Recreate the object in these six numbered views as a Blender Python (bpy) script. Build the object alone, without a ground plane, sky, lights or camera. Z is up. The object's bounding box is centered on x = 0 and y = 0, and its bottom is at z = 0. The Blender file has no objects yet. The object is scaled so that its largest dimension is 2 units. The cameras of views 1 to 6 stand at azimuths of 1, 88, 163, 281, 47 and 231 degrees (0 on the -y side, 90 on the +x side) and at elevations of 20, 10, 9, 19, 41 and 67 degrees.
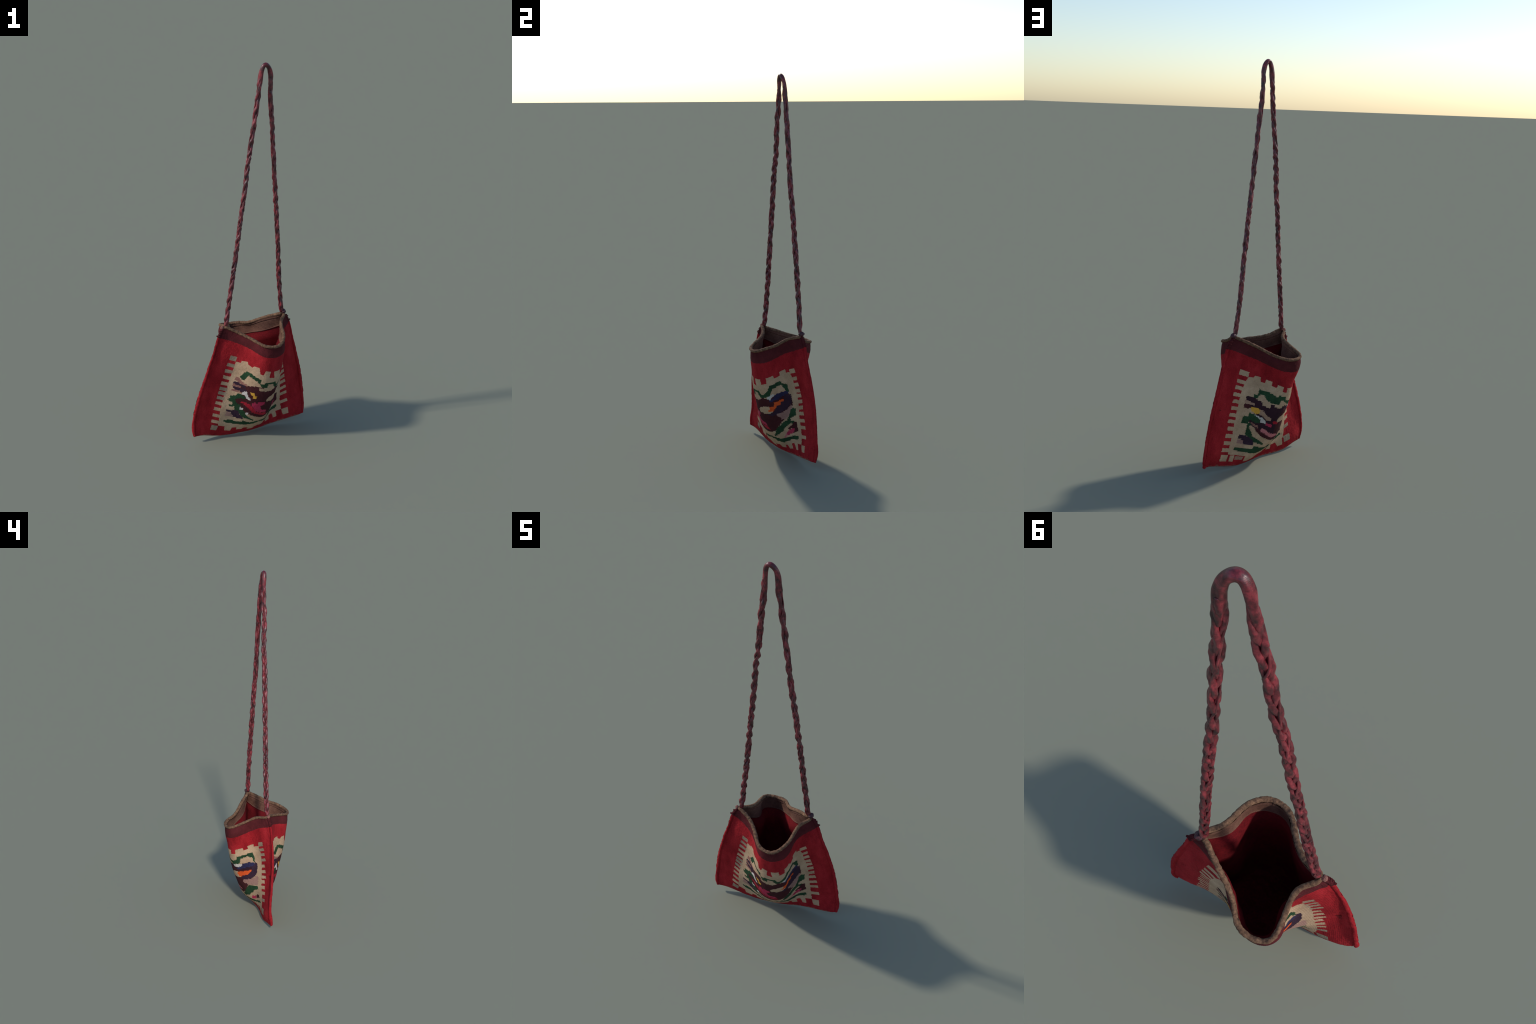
"""A hand woven shoulder bag: two kilim-woven panels sewn along both side seams and the
bottom fold, a brown bound rim with an inner facing, a dark lining and one long plaited strap.

Cloth coordinates: every panel is described by (s, t); s runs 0..1 from its left to its right
side seam as seen from outside, t runs 0..1 from the rim down to the bottom fold."""
import bpy, math
import numpy as np
from mathutils import Vector, noise

MM = 0.001
rng = np.random.default_rng(7)
PANEL_W, PANEL_H = 0.69, 0.63          # cloth size along s and t, metres

# ------------------------------------------------------------------ draped cloth sections
# Each row is one horizontal section of the panel (control points in mm, left seam to right
# seam), from the rim (first row) down to the bottom fold (last row).
FRONT_SECTIONS = [
    [(-158, -95, 649), (-145, -99, 657), (-101, -88, 632), (-45, -104, 615), (14, -137, 602), (59, -168, 587), (117, -163, 585), (150, -134, 589), (161, -80, 611), (151, -29, 620), (131, 32, 660), (164, 90, 663), (148, 94, 672)],
    [(-181, -117, 630), (-154, -102, 612), (-116, -97, 607), (-53, -107, 586), (3, -137, 574), (54, -171, 550), (114, -171, 540), (165, -125, 550), (182, -67, 567), (145, -12, 596), (148, 51, 616), (169, 84, 634), (181, 115, 650)],
    [(-192, -127, 556), (-176, -116, 553), (-132, -123, 543), (-68, -109, 526), (-9, -129, 511), (43, -165, 491), (113, -162, 482), (168, -114, 484), (154, -47, 500), (126, 9, 531), (175, 59, 548), (196, 98, 570), (198, 116, 572)],
    [(-224, -145, 455), (-202, -133, 447), (-162, -125, 438), (-97, -98, 416), (-31, -123, 404), (30, -164, 394), (104, -157, 388), (171, -101, 391), (149, -28, 409), (120, 43, 425), (182, 99, 452), (207, 121, 459), (228, 137, 468)],
    [(-253, -152, 347), (-233, -142, 341), (-189, -129, 333), (-121, -105, 311), (-50, -126, 307), (20, -138, 293), (92, -140, 280), (143, -76, 288), (106, -5, 297), (131, 67, 317), (203, 123, 346), (228, 146, 350), (257, 155, 359)],
    [(-284, -153, 239), (-260, -141, 234), (-215, -121, 228), (-142, -121, 212), (-71, -115, 194), (4, -129, 185), (70, -113, 176), (127, -55, 188), (123, 21, 205), (142, 81, 214), (229, 128, 238), (251, 154, 242), (281, 162, 248)],
    [(-301, -150, 131), (-278, -141, 129), (-231, -120, 126), (-160, -122, 107), (-92, -79, 78), (-22, -92, 87), (49, -68, 72), (96, -7, 86), (91, 51, 109), (154, 106, 115), (237, 135, 138), (272, 152, 137), (295, 163, 143)],
    [(-303, -164, 68), (-279, -158, 76), (-236, -137, 61), (-172, -117, 41), (-110, -83, 30), (-43, -66, 35), (24, -17, 18), (71, 45, 20), (117, 61, 51), (187, 94, 54), (249, 103, 75), (286, 146, 75), (303, 168, 75)],
    [(-289, -165, 32), (-281, -152, 28), (-247, -132, 29), (-192, -95, 5), (-118, -69, -2), (-52, -40, 4), (8, -6, 1), (65, 34, 2), (121, 78, 5), (191, 101, 19), (252, 122, 34), (290, 141, 38), (293, 161, 36)],
]
BACK_SECTIONS = [
    [(148, 94, 672), (138, 85, 669), (89, 101, 649), (29, 111, 623), (-36, 125, 583), (-79, 160, 574), (-127, 165, 561), (-186, 132, 564), (-186, 95, 576), (-156, 36, 601), (-121, -33, 634), (-162, -77, 637), (-158, -95, 649)],
    [(181, 115, 650), (146, 105, 640), (108, 107, 618), (38, 112, 592), (-12, 151, 568), (-66, 168, 535), (-128, 174, 520), (-204, 140, 521), (-215, 68, 549), (-132, 23, 561), (-152, -43, 601), (-163, -86, 609), (-181, -117, 630)],
    [(198, 116, 572), (174, 113, 570), (130, 109, 551), (54, 79, 514), (-2, 110, 496), (-59, 126, 474), (-118, 158, 464), (-160, 123, 453), (-163, 60, 474), (-101, 7, 483), (-167, -70, 539), (-178, -109, 550), (-192, -127, 556)],
    [(228, 137, 468), (206, 132, 459), (165, 129, 447), (95, 119, 422), (27, 107, 396), (-39, 136, 387), (-99, 158, 372), (-170, 106, 373), (-153, 39, 384), (-111, -22, 387), (-193, -98, 437), (-196, -131, 443), (-224, -145, 455)],
    [(257, 155, 359), (235, 143, 352), (193, 139, 341), (119, 112, 318), (51, 114, 300), (-20, 127, 286), (-82, 138, 272), (-139, 85, 277), (-131, 25, 276), (-133, -44, 289), (-203, -122, 333), (-226, -147, 337), (-253, -152, 347)],
    [(281, 162, 248), (258, 152, 244), (219, 155, 241), (141, 106, 215), (71, 98, 195), (-1, 104, 185), (-58, 104, 173), (-127, 55, 181), (-131, 2, 184), (-174, -63, 203), (-215, -129, 224), (-260, -147, 231), (-284, -153, 239)],
    [(295, 163, 143), (276, 154, 141), (239, 154, 143), (168, 123, 125), (95, 82, 98), (20, 80, 80), (-35, 73, 72), (-95, 18, 78), (-72, -28, 76), (-167, -82, 102), (-244, -119, 123), (-281, -137, 129), (-301, -150, 131)],
    [(303, 168, 75), (289, 168, 86), (256, 170, 89), (178, 96, 51), (119, 98, 49), (46, 65, 22), (10, 22, 26), (-48, -35, 44), (-115, -63, 34), (-194, -81, 44), (-255, -102, 54), (-291, -136, 66), (-303, -164, 68)],
    [(293, 161, 36), (290, 141, 38), (252, 122, 34), (191, 101, 19), (121, 78, 5), (65, 34, 2), (8, -6, 1), (-52, -40, 4), (-118, -69, -2), (-192, -95, 5), (-247, -132, 29), (-281, -152, 28), (-289, -165, 32)],
]
# centre line of the strap, from the left seam over the top to the right seam (mm)
STRAP_SPINE = [(-146, -87, 654), (-138, -78, 729), (-132, -73, 811), (-121, -66, 901), (-113, -60, 1002), (-102, -55, 1115), (-93, -45, 1238), (-78, -40, 1369), (-71, -33, 1503), (-56, -18, 1632), (-43, -20, 1756), (-32, -4, 1876), (-23, -10, 2015), (25, 18, 1970), (17, 21, 1885), (35, 30, 1738), (49, 37, 1595), (61, 42, 1464), (74, 52, 1344), (86, 59, 1233), (95, 66, 1128), (106, 72, 1029), (112, 77, 935), (120, 83, 847), (129, 85, 763), (141, 89, 682)]


def bspline(n, x):
    """clamped uniform cubic B-spline basis, rows = samples, columns = control points"""
    k = 3
    kn = np.concatenate([np.zeros(k + 1), np.linspace(0, 1, n - k + 1)[1:-1], np.ones(k + 1)])
    x = np.clip(np.asarray(x, float), 0, 1 - 1e-9)
    b = np.array([(x >= kn[i]) & (x < kn[i + 1]) for i in range(len(kn) - 1)], float).T
    for d in range(1, k + 1):
        nb = np.zeros((len(x), b.shape[1] - 1))
        for i in range(b.shape[1] - 1):
            a, c = kn[i + d] - kn[i], kn[i + d + 1] - kn[i + 1]
            if a > 0:
                nb[:, i] += (x - kn[i]) / a * b[:, i]
            if c > 0:
                nb[:, i] += (kn[i + d + 1] - x) / c * b[:, i + 1]
        b = nb
    return b


FRONT = np.array(FRONT_SECTIONS, float).transpose(1, 0, 2) * MM
BACK = np.array(BACK_SECTIONS, float).transpose(1, 0, 2) * MM


def drape(net, s, t):
    """points of the draped cloth on the grid s x t"""
    return np.einsum("ai,bj,ijc->abc", bspline(net.shape[0], s), bspline(net.shape[1], t), net)


def outward(P):
    n = -np.cross(np.gradient(P, axis=0), np.gradient(P, axis=1))
    return n / (np.linalg.norm(n, axis=-1, keepdims=True) + 1e-12)


def clearance(net, other, s, t):
    """signed gap between a panel and the one behind it (metres, + = room inside)"""
    P = drape(net, s, t)
    v = P - drape(other, 1 - np.asarray(s), t)
    g, far = (v * outward(P)).sum(-1), np.linalg.norm(v, axis=-1)
    return np.where(far > 0.06, np.maximum(g, 0.4 * far), g)


def value_noise(x, y, seed=0):
    """smooth 2D noise in -1..1 (numpy)"""
    xi, yi = np.floor(x).astype(np.int64), np.floor(y).astype(np.int64)
    fx, fy = x - xi, y - yi
    fx, fy = fx * fx * (3 - 2 * fx), fy * fy * (3 - 2 * fy)

    def h(i, j):
        v = (i * 374761393 + j * 668265263 + seed * 974634777) & 0x7FFFFFFF
        v = ((v ^ (v >> 13)) * 1274126177) & 0x7FFFFFFF
        return ((v ^ (v >> 16)) & 0xFFFF) / 32767.5 - 1
    return (h(xi, yi) * (1 - fx) + h(xi + 1, yi) * fx) * (1 - fy) + (h(xi, yi + 1) * (1 - fx) + h(xi + 1, yi + 1) * fx) * fy


# ------------------------------------------------------------------ materials
def srgb(r, g, b):
    return tuple(((c / 255) / 12.92 if c / 255 <= 0.04045 else ((c / 255 + 0.055) / 1.055) ** 2.4) for c in (r, g, b)) + (1,)


def yarn(name, base, dark=None, light=None, rough=0.9, patch=14.0, grain=420.0, bump=0.5, spec=0.12, strength=0.5, sheen=0.0, streak=1.0, spread=0.17):
    """dyed wool: uneven dye in soft patches, fine thread grain, thread relief"""
    m = bpy.data.materials.new(name)
    m.use_nodes = True
    nt = m.node_tree
    N, L = nt.nodes, nt.links
    bs = N["Principled BSDF"]
    tc = N.new("ShaderNodeTexCoord")
    base = np.array(base, float)
    dark = base * 0.80 if dark is None else np.array(dark, float)
    light = np.minimum(base * 1.14 + 4, 255) if light is None else np.array(light, float)
    n1 = N.new("ShaderNodeTexNoise")
    n1.inputs["Scale"].default_value, n1.inputs["Detail"].default_value, n1.inputs["Roughness"].default_value = patch, 5, 0.65
    mp = N.new("ShaderNodeMapping")
    mp.inputs["Scale"].default_value = (0.55, 0.55, 1.5)      # threads lie along the rows
    n2 = N.new("ShaderNodeTexNoise")
    n2.inputs["Scale"].default_value, n2.inputs["Detail"].default_value, n2.inputs["Roughness"].default_value = grain, 2, 0.6
    m1 = N.new("ShaderNodeMapping")
    m1.inputs["Scale"].default_value = (1.0, 1.0, streak)     # <1: streaks run down the cloth
    L.new(tc.outputs["Object"], m1.inputs["Vector"])
    L.new(m1.outputs["Vector"], n1.inputs["Vector"])
    L.new(tc.outputs["Object"], mp.inputs["Vector"])
    L.new(mp.outputs["Vector"], n2.inputs["Vector"])
    mix = N.new("ShaderNodeMath")
    mix.operation = "MULTIPLY_ADD"
    L.new(n2.outputs["Fac"], mix.inputs[0])
    mix.inputs[1].default_value = strength
    ma = N.new("ShaderNodeMath")
    ma.operation = "MULTIPLY"
    L.new(n1.outputs["Fac"], ma.inputs[0])
    ma.inputs[1].default_value = 1 - strength
    L.new(ma.outputs[0], mix.inputs[2])
    ramp = N.new("ShaderNodeValToRGB")
    e = ramp.color_ramp.elements
    e[0].position, e[0].color = 0.5 - spread, srgb(*dark)
    e[1].position, e[1].color = 0.5 + spread, srgb(*light)
    mid = e.new(0.5)
    mid.color = srgb(*base)
    L.new(mix.outputs[0], ramp.inputs["Fac"])
    L.new(ramp.outputs["Color"], bs.inputs["Base Color"])
    bp = N.new("ShaderNodeBump")
    bp.inputs["Strength"].default_value, bp.inputs["Distance"].default_value = bump, 0.0015
    L.new(n2.outputs["Fac"], bp.inputs["Height"])
    L.new(bp.outputs["Normal"], bs.inputs["Normal"])
    bs.inputs["Roughness"].default_value = rough
    bs.inputs["Specular IOR Level"].default_value = spec
    if sheen:
        bs.inputs["Sheen Weight"].default_value = sheen
    return m


WOOL = {
    "red": yarn("red_wool", (150, 29, 36), (106, 17, 24), (180, 46, 52), patch=17, streak=0.45, bump=0.6),
    "band": yarn("burgundy_wool", (80, 30, 33), (62, 23, 26), (96, 38, 42), patch=12),
    "cream": yarn("cream_wool", (178, 148, 120), (150, 122, 97), (198, 168, 139), patch=16),
    "sand": yarn("sand_wool", (158, 124, 104), (136, 104, 88), (174, 142, 120)),
    "grey": yarn("grey_cream_wool", (148, 128, 108), (124, 106, 90), (168, 148, 126)),
    "maroon": yarn("maroon_wool", (66, 30, 33), (54, 24, 27), (78, 38, 41)),
    "plum": yarn("plum_wool", (50, 29, 38), (40, 23, 30), (60, 37, 46)),
    "purple": yarn("purple_wool", (54, 36, 50), (42, 28, 40), (66, 46, 60)),
    "navy": yarn("navy_wool", (44, 42, 72), (34, 32, 56), (60, 60, 96)),
    "green": yarn("green_wool", (38, 64, 42), (26, 46, 31), (52, 82, 54)),
    "orange": yarn("orange_wool", (208, 84, 38), (186, 70, 32), (222, 104, 52)),
    "yellow": yarn("yellow_wool", (206, 152, 56), (182, 128, 40), (222, 174, 84)),
    "white": yarn("white_wool", (204, 192, 186), (184, 170, 166), (218, 208, 202)),
    "lavender": yarn("pale_grey_wool", (186, 176, 170), (160, 152, 150), (204, 196, 190)),
    "mauve": yarn("mauve_wool", (150, 114, 104), (124, 92, 86), (170, 132, 118)),
    "rosewood": yarn("rosewood_wool", (140, 96, 86), (112, 74, 70), (164, 116, 100)),
    "rose": yarn("rose_wool", (186, 108, 112), (166, 88, 96), (202, 136, 134)),
    "pink": yarn("pink_wool", (170, 48, 76), (148, 38, 62), (186, 66, 94)),
    "crimson": yarn("crimson_wool", (160, 34, 48), (140, 26, 40), (176, 48, 60)),
    "worn": yarn("worn_fold_wool", (136, 74, 64), (106, 48, 44), (164, 106, 88), patch=40),
}
BINDING = yarn("brown_binding_wool", (107, 80, 62), (60, 45, 38), (142, 109, 84), patch=75, grain=300, bump=0.6, strength=0.3)
FACING = yarn("brown_facing_cloth", (108, 75, 62), (80, 53, 45), (130, 95, 78), patch=24, grain=350)
LINING = yarn("red_lining_cloth", (104, 22, 27), (70, 14, 19), (130, 28, 33), patch=7, grain=250, bump=0.1)
STRAP = yarn("strap_wool", (98, 34, 41), (48, 21, 26), (142, 52, 60), rough=0.38, patch=52, grain=230, bump=0.30, spec=0.55, strength=0.15, spread=0.13, streak=0.6)
KNOT = yarn("knot_wool", (70, 36, 42), (44, 26, 32), (100, 58, 66), rough=0.6, patch=90, grain=300, bump=0.6, spec=0.4)

# ------------------------------------------------------------------ the woven design
# Painted in order: (yarn, motif name, outline as s,t in thousandths of the cloth).
def teeth(rows, tip, root, half, kind="cream"):
    """comb teeth standing out sideways from the cream field at the given rows"""
    return [(kind if not isinstance(r, tuple) else r[1], "tooth",
             [(tip, (r[0] if isinstance(r, tuple) else r) - half), (root, (r[0] if isinstance(r, tuple) else r) - half),
              (root, (r[0] if isinstance(r, tuple) else r) + half), (tip, (r[0] if isinstance(r, tuple) else r) + half)]) for r in rows]


def block(kind, name, s0, t0, s1, t1):
    return (kind, name, [(s0, t0), (s1, t0), (s1, t1), (s0, t1)])


G = "grey"
FRONT_DESIGN = [
    block("band", "top_band", -10, -10, 1010, 97),
    ("cream", "cream_field", [(203, 259), (240, 257), (245, 235), (293, 220), (302, 240), (345, 250), (356, 230), (401, 222), (419, 284), (443, 284), (454, 239), (494, 246),
                        (489, 308), (527, 316), (521, 248), (574, 247), (577, 298), (621, 292), (624, 239), (681, 235), (687, 264), (730, 260), (734, 226), (783, 224), (785, 258), (812, 260),
                        (820, 300), (822, 400), (824, 500), (820, 580), (814, 640), (809, 720), (803, 800), (800, 888), (752, 890), (747, 946), (717, 946), (713, 893), (676, 893), (673, 943), (628, 942),
                        (622, 900), (598, 898), (594, 930), (545, 928), (540, 898), (497, 905), (493, 938), (447, 944), (440, 905), (408, 903), (402, 930), (356, 928), (352, 898), (314, 896), (312, 940), (259, 930), (255, 878), (200, 878),
                        (194, 800), (191, 700), (190, 600), (193, 500), (197, 390), (200, 300)]),
    block(G, "corner_square", 146, 218, 199, 260), block("cream", "corner_square", 815, 237, 864, 276),
    block(G, "corner_square", 150, 881, 199, 932), block("cream", "corner_square", 800, 891, 851, 949),
] + teeth([(302, G), (360, G), 418, 474, (525, G), (566, G), (612, G), 663, 720, 783, 844], 141, 200, 15) \
  + teeth([322, 373, 424, 464, 512, 562, 612, 672, 732, 818], 858, 800, 15) + [
    ("maroon", "dark_ground", [(256, 468), (323, 443), (395, 418), (443, 412), (554, 421), (607, 436), (639, 421), (714, 399), (781, 445), (777, 526), (751, 582), (599, 737), (584, 748),
                          (545, 755), (510, 756), (472, 736), (415, 716), (365, 702), (325, 668), (290, 630), (262, 590), (313, 525)]),
    ("cream", "bud", [(429, 428), (433, 448), (482, 456), (525, 448), (562, 425), (568, 412), (540, 396), (501, 398), (494, 415), (454, 420)]),
    ("cream", "leaf", [(509, 557), (507, 535), (530, 513), (559, 507), (598, 506), (607, 535), (588, 545), (612, 558), (624, 565), (607, 576), (575, 580), (540, 572), (515, 565)]),
    ("navy", "wave", [(611, 454), (655, 433), (661, 412), (691, 405), (748, 402), (768, 418), (761, 429), (720, 439), (675, 461), (645, 462), (624, 472), (614, 466)]),
    ("lavender", "leaf", [(597, 441), (602, 421), (649, 398), (661, 409), (657, 425), (637, 428), (621, 449)]),
    ("purple", "block", [(735, 425), (780, 446), (774, 511), (750, 534), (730, 557), (682, 579), (628, 598), (600, 600), (575, 580), (624, 565), (651, 532), (657, 512), (688, 514), (692, 491), (720, 481), (724, 445)]),
    ("orange", "flame", [(642, 479), (672, 479), (690, 471), (721, 465), (720, 481), (692, 491), (688, 514), (657, 512), (651, 532), (628, 548), (621, 561), (585, 556), (587, 541), (605, 536), (599, 518), (639, 508)]),
    ("mauve", "cloud", [(639, 601), (649, 588), (681, 588), (728, 562), (761, 531), (772, 551), (768, 580), (731, 624), (702, 648), (665, 645), (668, 628), (647, 615)]),
    ("green", "leaf", [(575, 774), (599, 731), (667, 680), (702, 662), (731, 624), (751, 571), (773, 558), (795, 571), (788, 624), (734, 650), (732, 672), (757, 678), (773, 687), (738, 702), (728, 695), (662, 737), (652, 755), (618, 774), (582, 791), (559, 804), (557, 787)]),
    ("maroon", "box", [(690, 742), (735, 712), (755, 684), (780, 684), (776, 770), (714, 797), (740, 767), (748, 744), (698, 755)]),
    ("rose", "fade", [(622, 833), (650, 800), (675, 777), (668, 812)]),
    ("pink", "box", [(670, 781), (697, 760), (748, 744), (740, 772), (714, 797), (664, 815)]),
    ("green", "bar", [(466, 805), (509, 797), (551, 811), (602, 830), (691, 825), (771, 816), (769, 850), (698, 853), (661, 863), (604, 870), (546, 850), (539, 828), (485, 816)]),
    ("green", "bar", [(230, 830), (230, 808), (283, 803), (372, 814), (373, 791), (401, 806), (433, 815), (474, 808), (530, 800), (525, 812), (472, 834), (413, 852), (366, 851), (300, 841)]),
    ("green", "leaf", [(216, 608), (232, 592), (233, 571), (272, 554), (278, 535), (306, 531), (345, 546), (348, 561), (305, 572), (272, 592), (289, 619), (328, 637), (319, 651), (325, 665), (366, 685), (379, 717), (395, 732), (422, 757), (456, 778),
                       (455, 794), (395, 765), (362, 758), (325, 710), (289, 692), (278, 661), (242, 664), (240, 649), (265, 642), (260, 624), (232, 618)]),
    ("purple", "foot", [(230, 724), (229, 705), (259, 700), (318, 691), (330, 721), (365, 758), (371, 771), (358, 778), (292, 764), (286, 745), (272, 735), (269, 717)]),
    ("mauve", "foot", [(230, 726), (266, 720), (272, 735), (286, 745), (290, 765), (232, 765)]),
    ("crimson", "streak", [(316, 609), (322, 595), (355, 597), (386, 603), (402, 622), (431, 648), (446, 670), (500, 690), (539, 701), (552, 738), (510, 722), (468, 704), (419, 679), (376, 640), (345, 615)]),
    ("pink", "flower", [(403, 612), (401, 589), (416, 578), (443, 584), (448, 567), (498, 571), (502, 597), (472, 600), (474, 617), (486, 648), (529, 668), (538, 693), (480, 680), (439, 662), (425, 641)]),
    ("white", "bird", [(310, 526), (319, 497), (345, 489), (355, 522), (364, 538), (389, 559), (381, 569), (352, 558), (338, 534)]),
    ("yellow", "bolt", [(370, 485), (401, 487), (409, 508), (425, 516), (424, 540), (396, 535), (396, 518), (377, 504)]),
    ("white", "dash", [(320, 649), (348, 661), (348, 677), (322, 670)]), ("white", "dash", [(376, 695), (395, 696), (396, 718), (378, 716)]),
    ("rosewood", "stripe", [(232, 420), (237, 390), (262, 388), (290, 414), (348, 430), (313, 449), (262, 428)]),
    ("purple", "stripe", [(227, 455), (233, 431), (280, 437), (322, 443), (333, 474), (293, 462), (232, 456)]),
    ("rosewood", "stripe", [(227, 472), (230, 452), (293, 462), (292, 479), (233, 480)]),
    ("purple", "stripe", [(231, 496), (232, 478), (296, 481), (349, 478), (323, 503), (302, 511)]),
    ("rosewood", "stripe", [(228, 518), (233, 500), (302, 511), (304, 526)]),
    ("green", "arch", [(262, 379), (272, 360), (286, 332), (303, 306), (329, 302), (435, 335), (433, 380), (464, 376), (469, 356), (544, 358), (562, 395), (578, 396), (594, 385), (621, 356), (635, 319), (725, 303), (731, 329), (770, 355),
                       (771, 418), (748, 408), (734, 368), (722, 339), (655, 353), (644, 376), (622, 416), (554, 423), (538, 402), (526, 381), (496, 378), (486, 412), (448, 413), (435, 395), (411, 365), (329, 335), (312, 372), (302, 400), (286, 399)]),
]
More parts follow.
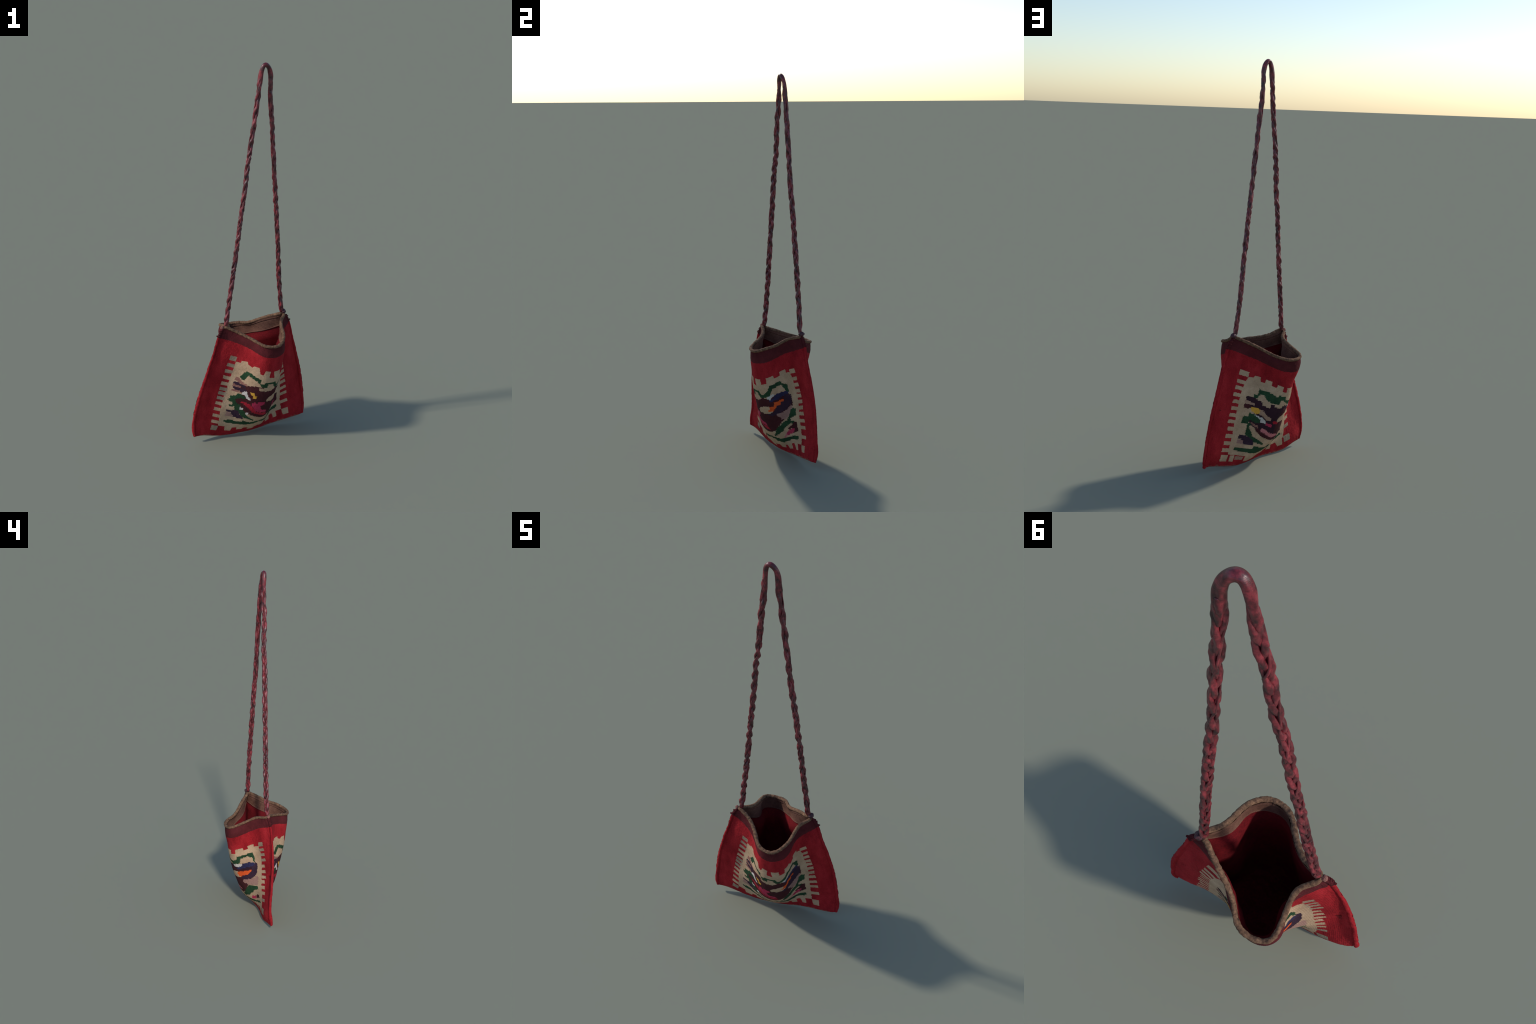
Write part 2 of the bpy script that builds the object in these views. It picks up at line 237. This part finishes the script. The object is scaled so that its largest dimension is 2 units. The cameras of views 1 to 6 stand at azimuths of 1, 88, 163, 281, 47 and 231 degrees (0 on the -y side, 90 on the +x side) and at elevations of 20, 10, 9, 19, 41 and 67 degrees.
BACK_DESIGN = [
    block("band", "top_band", -10, -10, 1010, 97),
    ("cream", "cream_field", [(207, 243), (245, 235), (250, 217), (295, 214), (304, 250), (336, 249), (339, 217), (388, 220), (391, 258), (426, 265), (435, 235), (485, 246), (482, 288), (519, 298), (519, 250), (584, 254), (578, 300), (628, 292), (636, 242), (704, 236), (707, 265), (748, 260), (748, 229), (801, 227), (803, 253), (843, 255),
                        (850, 320), (846, 400), (838, 480), (826, 560), (818, 640), (815, 720), (812, 800), (796, 880), (784, 884), (780, 946), (738, 948), (727, 893), (676, 893), (670, 948), (624, 944), (620, 905),
                        (590, 900), (580, 940), (535, 944), (528, 905), (480, 905), (470, 950), (420, 968), (364, 966), (360, 905), (214, 896),
                        (211, 830), (206, 740), (200, 640), (196, 560), (192, 460), (187, 390), (190, 320), (200, 270)]),
    block("cream", "corner_square", 132, 207, 203, 247), block(G, "corner_square", 844, 224, 885, 263),
    block("cream", "corner_square", 162, 901, 216, 958), block(G, "corner_square", 798, 872, 850, 932),
    block("cream", "crenel", 236, 903, 272, 958), block("sand", "crenel", 280, 910, 346, 943),
] + teeth([295, 343, 397], 135, 200, 14) + teeth([450, 504, 558, 611], 146, 205, 14) + teeth([671, 734, 797, 859], 157, 214, 17) \
  + teeth([(295, G), (341, G), (391, G)], 885, 840, 13) + teeth([449, 501, 553], 872, 828, 14) + teeth([600, 655, 713, (786, G)], 854, 808, 16) + [
    ("plum", "dark_ground", [(236, 412), (233, 388), (283, 383), (310, 395), (361, 415), (421, 413), (481, 412), (546, 419), (574, 425), (662, 416), (672, 408), (737, 398), (781, 411), (801, 415), (798, 469), (768, 545), (725, 575), (665, 662), (621, 718), (575, 750),
                        (540, 755), (492, 736), (416, 705), (378, 680), (352, 639), (312, 618), (286, 577), (345, 570), (350, 530), (323, 524), (286, 479), (245, 486), (237, 486)]),
    ("maroon", "dark_ground", [(535, 445), (592, 474), (658, 478), (781, 474), (660, 578), (665, 655), (621, 718), (575, 750), (530, 740), (510, 600)]),
    ("maroon", "dark_ground", [(352, 642), (378, 634), (403, 661), (481, 702), (575, 740), (575, 757), (494, 737), (416, 705), (378, 680)]),
    ("green", "arch", [(310, 343), (309, 310), (351, 312), (386, 318), (459, 345), (465, 326), (525, 335), (531, 365), (561, 382), (587, 379), (612, 366), (632, 352), (632, 328), (774, 303), (783, 320), (787, 358), (786, 409), (772, 396), (767, 356), (752, 354), (731, 335), (665, 353), (652, 406),
                       (574, 425), (556, 408), (526, 389), (509, 368), (485, 368), (486, 409), (449, 402), (422, 406), (382, 389), (356, 356), (339, 348), (322, 359), (315, 388), (283, 383), (280, 365), (308, 358)]),
    ("cream", "bud", [(305, 393), (319, 371), (336, 349), (356, 356), (379, 386), (403, 401), (421, 411), (419, 445), (403, 449), (361, 441), (356, 422), (361, 415)]),
    ("cream", "bud", [(443, 421), (452, 418), (484, 412), (482, 385), (492, 368), (509, 372), (532, 393), (556, 411), (518, 423), (506, 440), (478, 439), (454, 432)]),
    ("sand", "stripe", [(230, 424), (235, 419), (303, 433), (305, 455), (285, 454), (233, 447)]),
    ("maroon", "stripe", [(235, 488), (233, 448), (283, 456), (285, 479), (263, 491)]),
    ("green", "leaf", [(245, 608), (245, 555), (283, 549), (284, 515), (328, 524), (348, 541), (371, 560), (380, 589), (350, 592), (326, 586), (300, 574), (290, 615), (247, 611)]),
    ("green", "leaf", [(296, 705), (295, 648), (290, 600), (318, 606), (333, 652), (342, 678), (352, 710), (392, 731), (456, 765), (466, 784), (432, 777), (375, 762), (333, 727)]),
    ("cream", "dash", [(267, 494), (278, 480), (286, 482), (299, 502), (333, 519), (279, 511)]),
    ("sand", "bird", [(351, 472), (385, 486), (401, 509), (454, 536), (452, 562), (415, 555), (391, 532), (359, 518), (351, 505)]),
    ("yellow", "bolt", [(286, 484), (286, 464), (312, 471), (345, 472), (357, 489), (353, 509), (333, 519), (299, 502)]),
    ("lavender", "bird", [(325, 526), (338, 526), (371, 540), (391, 545), (419, 572), (416, 592), (381, 582), (375, 562)]),
    ("pink", "dash", [(421, 599), (421, 577), (478, 593), (476, 619)]), ("crimson", "dash", [(475, 577), (475, 558), (526, 568), (525, 595)]),
    ("cream", "sweep", [(310, 634), (319, 617), (352, 639), (359, 659), (416, 705), (495, 740), (575, 760), (580, 790), (525, 792), (459, 765), (406, 737), (355, 714), (343, 690)]),
    ("rosewood", "dash", [(305, 594), (322, 597), (371, 617), (378, 638), (345, 625)]),
    ("rose", "bar", [(396, 654), (402, 632), (415, 632), (498, 678), (569, 703), (578, 722), (528, 723), (481, 702), (403, 663)]),
    ("cream", "leaf", [(508, 560), (508, 540), (525, 526), (554, 507), (605, 500), (612, 522), (598, 546), (639, 557), (598, 571), (541, 577), (515, 572)]),
    ("navy", "wave", [(601, 465), (635, 446), (668, 432), (667, 412), (737, 398), (781, 411), (783, 433), (745, 443), (662, 462), (612, 476)]),
    ("purple", "block", [(745, 443), (778, 433), (783, 406), (804, 413), (800, 471), (788, 514), (764, 545), (698, 577), (639, 588), (625, 560), (641, 541), (704, 529), (715, 512), (742, 489), (751, 462)]),
    ("orange", "flame", [(588, 522), (615, 502), (741, 478), (742, 492), (715, 512), (704, 529), (644, 541), (631, 554), (602, 561), (597, 546)]),
    ("lavender", "leaf", [(569, 429), (647, 409), (667, 412), (665, 432), (635, 446), (589, 451)]),
    ("mauve", "cloud", [(629, 611), (644, 589), (725, 575), (771, 552), (785, 536), (797, 559), (781, 638), (720, 645), (671, 645), (672, 625), (641, 629)]),
    ("green", "leaf", [(560, 775), (590, 745), (620, 712), (678, 652), (714, 645), (780, 649), (777, 684), (722, 701), (707, 731), (675, 740), (649, 768), (610, 778), (585, 795), (565, 792)]),
    ("maroon", "box", [(730, 770), (745, 748), (771, 744), (771, 780), (727, 797)]),
    ("pink", "box", [(650, 803), (675, 778), (728, 764), (724, 800), (650, 825)]),
    ("green", "bar", [(520, 805), (560, 815), (610, 832), (681, 832), (774, 810), (777, 835), (700, 850), (651, 862), (600, 868), (545, 850)]),
    ("green", "bar", [(250, 857), (249, 830), (280, 829), (389, 826), (388, 796), (438, 806), (485, 812), (540, 800), (545, 812), (500, 845), (450, 870), (393, 872), (319, 863)]),
    ("purple", "foot", [(255, 747), (252, 712), (298, 711), (332, 724), (375, 757), (380, 794), (305, 793), (295, 758), (276, 751)]),
    ("mauve", "foot", [(256, 788), (253, 751), (276, 753), (296, 760), (303, 791)]),
]


def inside(px, py, poly):
    """even-odd test of many points against one outline"""
    hit = np.zeros(px.shape, bool)
    x, y = np.array(poly, float).T
    for x0, y0, x1, y1 in zip(x, y, np.roll(x, -1), np.roll(y, -1)):
        if y0 == y1:
            continue
        c = ((y0 > py) != (y1 > py)) & (px < (x1 - x0) * (py - y0) / (y1 - y0) + x0)
        hit ^= c
    return hit


# ------------------------------------------------------------------ helpers for objects
def link(ob, parent=None):
    bpy.context.scene.collection.objects.link(ob)
    if parent is not None:
        ob.parent = parent
    return ob


def mesh_object(name, co, faces, mats, parent, smooth=True, mat_index=None):
    me = bpy.data.meshes.new(name)
    co = np.asarray(co, np.float32)
    faces = np.asarray(faces, np.int32)
    k = faces.shape[1]
    me.vertices.add(len(co))
    me.vertices.foreach_set("co", co.ravel())
    me.loops.add(faces.size)
    me.loops.foreach_set("vertex_index", faces.ravel())
    me.polygons.add(len(faces))
    me.polygons.foreach_set("loop_start", np.arange(0, faces.size, k, dtype=np.int32))
    me.polygons.foreach_set("loop_total", np.full(len(faces), k, np.int32))
    for m in mats:
        me.materials.append(m)
    if mat_index is not None:
        me.polygons.foreach_set("material_index", np.asarray(mat_index, np.int32))
    me.update(calc_edges=True)
    me.validate()
    me.polygons.foreach_set("use_smooth", np.full(len(me.polygons), smooth))
    return link(bpy.data.objects.new(name, me), parent)


def grid_faces(a, b, flip=False, close_a=False, close_b=False):
    ia = np.arange(a if close_a else a - 1)
    ib = np.arange(b if close_b else b - 1)
    i, j = np.meshgrid(ia, ib, indexing="ij")
    i, j = i.ravel(), j.ravel()
    i2, j2 = (i + 1) % a, (j + 1) % b
    f = np.stack([i * b + j, i2 * b + j, i2 * b + j2, i * b + j2], 1)
    return f[:, ::-1] if flip else f


def frames(path):
    """rotation minimising frames along a polyline"""
    t = np.gradient(path, axis=0)
    t /= np.linalg.norm(t, axis=1)[:, None]
    n = np.zeros_like(path)
    up = np.array([0.1, 0.99, 0.0])
    n[0] = up - t[0] * (up @ t[0])
    n[0] /= np.linalg.norm(n[0])
    for i in range(1, len(path)):
        v = n[i - 1] - t[i] * (n[i - 1] @ t[i])
        n[i] = v / np.linalg.norm(v)
    return t, n, np.cross(t, n)


def tube(name, path, radius, mat, parent, sides=14, shape=None, cap=True):
    """sweep a round section along a path; radius(i, angle) arrays in metres"""
    path = np.asarray(path)
    t, n, b = frames(path)
    a = np.linspace(0, 2 * np.pi, sides, endpoint=False)
    r = np.broadcast_to(radius, (len(path), sides)) if not callable(radius) else radius(np.arange(len(path))[:, None], a[None])
    co = path[:, None] + r[..., None] * (np.cos(a)[None, :, None] * n[:, None] + np.sin(a)[None, :, None] * b[:, None])
    if cap:
        co = np.concatenate([np.repeat(path[:1], sides, 0)[None] + (co[0] - path[0])[None] * 0.05, co, np.repeat(path[-1:], sides, 0)[None] + (co[-1] - path[-1])[None] * 0.05])
    m = len(co)
    return mesh_object(name, co.reshape(-1, 3), grid_faces(m, sides, close_b=True), [mat], parent)


# ------------------------------------------------------------------ the bag
bag = bpy.data.objects.new("woven_shoulder_bag", None)
link(bag)
bag["label"] = "red hand-woven wool shoulder bag with long plaited strap"
bag["category"] = "shoulder bag"

NS, NT = 430, 396


def cloth(net, other, seed):
    """outer face of one panel with its seam rolls, ribs and gentle unevenness"""
    s, t = np.linspace(0, 1, NS + 1), np.linspace(0, 1, NT + 1)
    # spend a little more detail on the seams
    s = s - 0.012 * np.sin(2 * np.pi * s)
    P = drape(net, s, t)
    N = outward(P)
    S, T = np.meshgrid(s, t, indexing="ij")
    x, y = S * PANEL_W * 1000, T * PANEL_H * 1000         # mm on the cloth
    d = np.minimum(x, PANEL_W * 1000 - x)                 # distance from the nearer side seam
    e = PANEL_H * 1000 - y                                # distance from the bottom fold
    r = (5.6 + 2.6 * T) * (1 + 0.12 * value_noise(y / 18, d * 0 + seed, 3))
    roll = np.where(d < 2 * r, 0.80 * r * np.sqrt(np.clip(1 - ((d - r) / r) ** 2, 0, 1)), 0)
    groove = -1.6 * np.exp(-((d - 2 * r - 2) / 2.6) ** 2) + 0.9 * np.exp(-((d - 22) / 5) ** 2)
    fold = 2.6 * np.sqrt(np.clip(1 - ((np.minimum(e, 4) - 4) / 4) ** 2, 0, 1)) * np.exp(-np.clip(e - 4, 0, None) / 9)
    fade = np.clip(d / 8, 0, 1) * np.clip(e / 8, 0, 1)
    uneven = 0.8 * value_noise(x / 34, y / 42, seed) + 0.5 * value_noise(x / 13, y / 15, seed + 5) + 0.25 * value_noise(x / 5.5, y / 5.5, seed + 9)
    crumple = np.exp(-d / 60) * (0.9 * value_noise(x / 7, y / 9, seed + 20))
    ribs = 0.22 * np.sin(2 * np.pi * x / 6.4) + 0.20 * value_noise(x / 1.7, y / 6, seed + 31)
    h = (roll + groove) * np.clip(e / 5, 0.15, 1) + fold * np.clip(d / 10, 0.2, 1) + fade * (uneven + crumple + ribs)
    # the two layers lie on each other near the seams, never through each other
    need = 3.0 * np.clip(d / 9, 0, 1) * np.clip(e / 9, 0, 1) - clearance(net, other, s, t) * 1000
    h = h + np.clip(need, 0, None) / 2
    # puckers along the sewn side edges
    edge = np.exp(-d / 5) * (2.0 * value_noise(y / 11, y * 0 + seed, 40) + 0.8 * value_noise(y / 27, y * 0 + seed, 41))
    side = np.gradient(P, axis=0)
    side /= np.linalg.norm(side, axis=-1, keepdims=True)
    side *= np.where(S < 0.5, -1, 1)[..., None]
    return s, t, P + (N * h[..., None] + side * edge[..., None]) * MM, N


FIELD = ("top_band", "cream_field", "corner_square", "tooth", "crenel")


def weave(design, s, t, seed):
    """which motif each woven cell belongs to"""
    cs, ct = (s[1:] + s[:-1]) / 2, (t[1:] + t[:-1]) / 2
    S, T = np.meshgrid(cs, ct, indexing="ij")
    S, T = S * 1000, T * 1000
    # the interlocking wefts make every upright edge a little ragged
    row = np.floor(T / 1000 * NT / 2)
    js = S + 2.2 * value_noise(row * 0.9, S / 40, seed + 3) + 1.6 * value_noise(S / 22, T / 22, seed + 2)
    jt = T + 1.4 * value_noise(S / 9, T / 30, seed + 4)
    step = np.floor(jt / 9.0) * 9.0 + 4.5
    ragged = js + 4.0 * value_noise(np.floor(jt / 4.5) * 1.7, S / 60, seed + 6)
    out = np.zeros(S.shape, int)
    for k, (kind, name, poly) in enumerate(design, 1):
        p = np.array(poly, float)
        m = (js > p[:, 0].min()) & (js < p[:, 0].max()) & (jt > p[:, 1].min()) & (jt < p[:, 1].max())
        if m.any():
            q = np.zeros(S.shape, bool)
            # inside the field, motifs climb in steps of a few picks
            q[m] = inside(js[m] if name in FIELD else ragged[m], jt[m] if name in FIELD else step[m], poly)
            if name == "top_band":
                q &= np.minimum(S, 1000 - S) > 0
            out[q] = k
    # worn line along the bottom fold
    wear = (1000 - T) * PANEL_H < 6.5 + 3 * value_noise(S / 14, T * 0, seed + 8)
    wear &= (np.minimum(S, 1000 - S) > 70)
    out[wear] = -1
    return out


def build_panel(name, net, other, design, seed):
    s, t, P, _ = cloth(net, other, seed)
    N = outward(P)
    which = weave(design, s, t, seed)
    faces = grid_faces(NS + 1, NT + 1)           # same order as which.ravel()
    flat, co, nor = which.ravel(), P.reshape(-1, 3), N.reshape(-1, 3)
    panel = link(bpy.data.objects.new(name, None), bag)
    groups = {}
    for k in np.unique(flat):
        key = ("red", "red_ground") if k == 0 else ("worn", "worn_fold") if k == -1 else design[k - 1][:2]
        groups.setdefault(key, []).append(k)
    for (kind, motif), ks in groups.items():
        f = faces[np.isin(flat, ks)]
        used, local = np.unique(f, return_inverse=True)
        ob = mesh_object(motif if motif in ("red_ground", "top_band", "cream_field", "worn_fold") else kind + "_" + motif, co[used], local.reshape(f.shape)[:, ::-1], [WOOL[kind]], panel)
        ob.data.normals_split_custom_set_from_vertices(nor[used].tolist())
    return panel


build_panel("front_panel", FRONT, BACK, FRONT_DESIGN, 11)
build_panel("back_panel", BACK, FRONT, BACK_DESIGN, 23)

# ------------------------------------------------------------------ lining and facing
def inner_sheet(name, net, other, t0, t1, depth, mat, nt, ns=110, extra=None):
    s, t = np.linspace(0.004, 0.996, ns), np.linspace(t0, t1, nt)
    P = drape(net, s, t)
    N = outward(P)
    gap = clearance(net, other, s, t)
    S, T = np.meshgrid(s, t, indexing="ij")
    h = np.minimum(depth(S, T) if callable(depth) else depth, 0.38 * gap)
    if extra is not None:
        h = np.minimum(h + extra(S, T), 0.45 * gap)
    f = grid_faces(ns, nt)
    f = f[(gap.ravel()[f] > 5 * MM).all(1)]               # nothing where the layers are pressed flat
    used, local = np.unique(f, return_inverse=True)
    co = (P - N * np.maximum(h, 0)[..., None]).reshape(-1, 3)
    return mesh_object(name, co[used], local.reshape(f.shape), [mat], bag)


def slack(S, T):
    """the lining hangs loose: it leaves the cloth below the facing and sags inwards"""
    k = np.clip((T - 0.10) / 0.09, 0, 1)
    return (6.5 + 12 * k * k * (3 - 2 * k) + 4 * k * value_noise(S * 9, T * 7, 91) + 2 * k * value_noise(S * 24, T * 20, 92)) * MM


def facing_relief(S, T):
    y = T * PANEL_H * 1000
    hem = 2.4 * np.exp(-((y - 67.5) / 2.4) ** 2)
    stitch = -2.0 * np.exp(-((y - 19) / 1.8) ** 2) + 1.4 * np.exp(-((y - 13) / 4) ** 2)
    gather = 0.9 * value_noise(S * 110, T * 14, 77) * np.exp(-((y - 16) / 14) ** 2) + 0.5 * value_noise(S * 40, T * 9, 78)
    stripe = 0.28 * np.cos(2 * np.pi * y / 7.5) * np.clip((y - 22) / 6, 0, 1)      # rows run lengthwise
    return (hem + stitch + gather + stripe) * MM


for net, other in ((FRONT, BACK), (BACK, FRONT)):
    inner_sheet("lining", net, other, 0.02, 0.68, slack, LINING, 110)
    inner_sheet("rim_facing", net, other, 0.0, 0.112, 9.5 * MM, FACING, 40, ns=420, extra=facing_relief)

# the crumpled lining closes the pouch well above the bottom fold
fs, fw = np.linspace(0.06, 0.94, 90), np.linspace(0.0, 1.0, 60)
wall_f, wall_b = drape(FRONT, fs, np.array([0.66, 0.661])), drape(BACK, 1 - fs, np.array([0.54, 0.541]))
FSS, FWW = np.meshgrid(fs, fw, indexing="ij")
floor = wall_f[:, :1] * (1 - FWW[..., None]) + wall_b[:, :1] * FWW[..., None]
mid = np.clip(np.linalg.norm(wall_f[:, 0] - wall_b[:, 0], axis=1) / 0.25, 0, 1)[:, None]
edge_f = np.clip(np.minimum(FWW, 1 - FWW) / 0.12, 0, 1)
floor = wall_f[:, :1] * (1 - (0.03 + 0.94 * FWW[..., None])) + wall_b[:, :1] * (0.03 + 0.94 * FWW[..., None])
floor[..., 2] += mid * (0.014 * value_noise(FSS * 11, FWW * 7, 95) + 0.008 * value_noise(FSS * 26, FWW * 15, 96) - 0.03 * edge_f + 0.02)
mesh_object("lining_floor", floor.reshape(-1, 3), grid_faces(len(fs), len(fw)), [LINING], bag)

# ------------------------------------------------------------------ bound rim
def rim(net, seed):
    n, sides = 420, 18
    s = np.linspace(0.0, 1.0, n)
    P = drape(net, s, np.array([0.0, 0.006, 0.012]))
    down = P[:, 2] - P[:, 0]
    down /= np.linalg.norm(down, axis=1)[:, None]
    out = outward(P)[:, 0]
    a = np.linspace(0, 2 * np.pi, sides, endpoint=False)
    x = s * PANEL_W * 1000
    lump = 1 + 0.10 * value_noise(x / 9, x * 0 + seed, 50)[:, None] + 0.08 * value_noise(x[:, None] / 5.5 + 0 * a, a[None] * 1.2 + 0 * x[:, None], 51 + seed)
    hh, ww = 7.8 * MM, 9.0 * MM
    taper = np.clip(np.minimum(s, 1 - s) / 0.03, 0.55, 1)[:, None]
    c = P[:, 0] - out * -0.6 * MM * taper
    co = c[:, None] + (np.cos(a)[None, :, None] * out[:, None] * ww * taper[..., None] - np.sin(a)[None, :, None] * down[:, None] * hh) * lump[..., None]
    return mesh_object("rim_binding", co.reshape(-1, 3), grid_faces(n, sides, close_b=True), [BINDING], bag)


rim(FRONT, 1)
rim(BACK, 2)

# ------------------------------------------------------------------ plaited strap
SPINE = np.array(STRAP_SPINE, float) * MM
u = np.linspace(0, 1, 4001)
LINE = bspline(len(SPINE), u) @ SPINE
LEN = np.concatenate([[0], np.cumsum(np.linalg.norm(np.diff(LINE, axis=0), axis=1))])


def along(l):
    return np.stack([np.interp(l, LEN, LINE[:, k]) for k in range(3)], 1)


TOP = LEN[np.argmax(LINE[:, 2])]
TOTAL = LEN[-1]
strap = link(bpy.data.objects.new("plaited_strap", None), bag)


def wave1(x, seed):
    return value_noise(x, x * 0 + 0.5, seed)


def plait(l0, l1, pitch, seed, flip):
    """three-ply plait along part of the strap; strand k weaves side to side and over-under"""
    n = int((l1 - l0) / 0.0022)
    l = np.linspace(l0, l1, n)
    C = along(l)
    T, A, B = frames(C)
    if flip:
        A, B = B, A
    # loosening and tightening of the plait
    pitch = pitch * (1 + 0.55 * np.clip((C[:, 2] - 1.25) / 0.6, 0, 1))      # longer strands higher up
    ph = np.cumsum(2 * np.pi / (pitch * (1 + 0.42 * wave1(l / 0.10, seed)))) * (l[1] - l[0])
    tw = 0.5 * wave1(l / 0.16, seed + 1)
    A2 = A * np.cos(tw)[:, None] + B * np.sin(tw)[:, None]
    B2 = B * np.cos(tw)[:, None] - A * np.sin(tw)[:, None]
    end = np.clip(np.minimum(l - l0, l1 - l) / 0.03, 0, 1)
    for k in range(3):
        p = ph + k * 2 * np.pi / 3
        amp = 7.3 * MM * (0.35 + 0.65 * end) * (1 + 0.28 * wave1(l / 0.05, seed + 5 + k))
        dep = 5.2 * MM * (0.4 + 0.6 * end)
        path = C + A2 * (np.sin(p) * amp)[:, None] + B2 * (np.sin(2 * p) * dep)[:, None]

        def radius(i, a, k=k, l=l, p=p):
            ll = l[i]
            base = 6.9 * MM * (1 + 0.20 * wave1(ll / 0.035, seed + 11 + k))
            ply = 0.10 * np.cos(3 * a + ll * 2 * np.pi / 0.045 + k) + 0.05 * np.cos(5 * a - ll * 2 * np.pi / 0.03)
            lump = 0.10 * value_noise(ll / 0.010 + 0 * a, a * 0.9 + 0 * ll, seed + 17 + k)
            return base * (1 + ply + lump)
        tube("strap_strand", path, radius, STRAP, strap, sides=16)
    # slack yarns that have worked loose and wander over the plait
    for k in range(2):
        w = ph * 0.55 + 3 * k + 1.6 * wave1(l / 0.07, seed + 31 + k)
        off = (11.4 + 1.6 * wave1(l / 0.07, seed + 33 + k)) * MM * (0.55 + 0.45 * end)
        path = C + A2 * (np.cos(w) * off)[:, None] + B2 * (np.sin(w) * off * 0.85)[:, None]

        def thin(i, a, k=k, l=l):
            ll = l[i]
            return 2.9 * MM * (1 + 0.35 * wave1(ll / 0.03, seed + 35 + k) + 0.12 * np.cos(2 * a + ll * 2 * np.pi / 0.05))
        tube("loose_yarn", path, thin, STRAP, strap, sides=9)


plait(0.0, TOP - 0.075, 0.165, 3, False)
plait(TOP + 0.075, TOTAL, 0.20, 8, False)

# the worn loop at the very top, where the strands lie together
l = np.linspace(TOP - 0.15, TOP + 0.15, 150)
C = along(l)


def loop_radius(i, a):
    ll = l[i]
    sq = 1 - 0.35 * np.clip((np.abs(ll - TOP) - 0.10) / 0.05, 0, 1)
    return 11.0 * MM * sq * (1 + 0.17 * np.cos(2 * a + ll * 2 * np.pi / 0.17) * np.clip(np.abs(ll - TOP) / 0.06, 0.2, 1) + 0.05 * np.cos(5 * a + ll * 2 * np.pi / 0.11) + 0.10 * value_noise(ll / 0.02 + 0 * a, a + 0 * ll, 61))


tube("strap_loop", C, loop_radius, STRAP, strap, sides=24)

# a stray yarn end below the loop
# ------------------------------------------------------------------ knots, stitches and frayed ends at the seams
def lumpy_ball(name, c, r, mat, seed, squash=(1, 1, 1)):
    nu, nv = 26, 18
    th = np.linspace(0, 2 * np.pi, nu, endpoint=False)
    ph = np.linspace(0.02, np.pi - 0.02, nv)
    A, Bv = np.meshgrid(th, ph, indexing="ij")
    rr = r * (1 + 0.16 * value_noise(np.cos(A) * 2.2 + 5, Bv * 2.2 + np.sin(A), seed) + 0.06 * np.cos(5 * A + 4 * Bv))
    co = np.stack([rr * np.sin(Bv) * np.cos(A) * squash[0], rr * np.sin(Bv) * np.sin(A) * squash[1], rr * np.cos(Bv) * squash[2]], -1) + np.asarray(c)
    return mesh_object(name, co.reshape(-1, 3), grid_faces(nu, nv, close_a=True, flip=True), [mat], bag)


left_top, right_top = drape(FRONT, [0.0], [0.0])[0, 0], drape(FRONT, [1.0], [0.0])[0, 0]
axis = np.array([0.88, 0.48, 0.0])
lumpy_ball("strap_knot", left_top + axis * -0.006 + np.array([0, 0, 0.001]), 0.0095, WOOL["rosewood"], 3)
lumpy_ball("strap_knot", right_top + axis * 0.002 + np.array([0, 0, 0.008]), 0.0145, KNOT, 5, (1.05, 1.05, 0.8))


def tuft(base, tip, r, seed):
    k = np.linspace(0, 1, 8)[:, None]
    path = base + (tip - base) * k + np.array([0, 0, -0.003]) * np.sin(np.pi * k)
    tube("frayed_end", path, lambda i, a: r * (1 - 0.45 * (i / 7.0) ** 3) * (1 + 0.2 * np.cos(3 * a + i)), WOOL["band"], bag, sides=8)


def seam_at(side, t):
    return drape(FRONT, [float(side)], [t])[0, 0]


for side, t, length in ((0, 0.038, 0.007), (0, 0.082, 0.009), (1, 0.034, 0.008), (1, 0.050, 0.008), (1, 0.086, 0.009)):
    b = seam_at(side, t)
    sg = 1 if side else -1
    tuft(b - axis * sg * 0.006, b + axis * sg * length + np.array([0, 0, 0.001]), 0.0052, side)


# over-cast stitches that close the top of each side seam
def stitch(side, t):
    c = seam_at(side, t)
    nrm = np.array([0.48, -0.88, 0.0])
    sg = 1 if side else -1
    a = np.linspace(0, 2 * np.pi, 20)
    path = c + (-sg * axis * 0.006) + (sg * axis)[None] * (np.cos(a) * 0.0068)[:, None] + nrm[None] * (np.sin(a) * 0.0075)[:, None] + np.array([0, 0, 1])[None] * (0.003 * np.sin(a))[:, None]
    tube("seam_stitch", path, 0.0021, WOOL["band"], bag, sides=8, cap=False)


for side in (0, 1):
    for t in np.arange(0.018, 0.094, 0.018):
        stitch(side, t + 0.002 * rng.standard_normal())
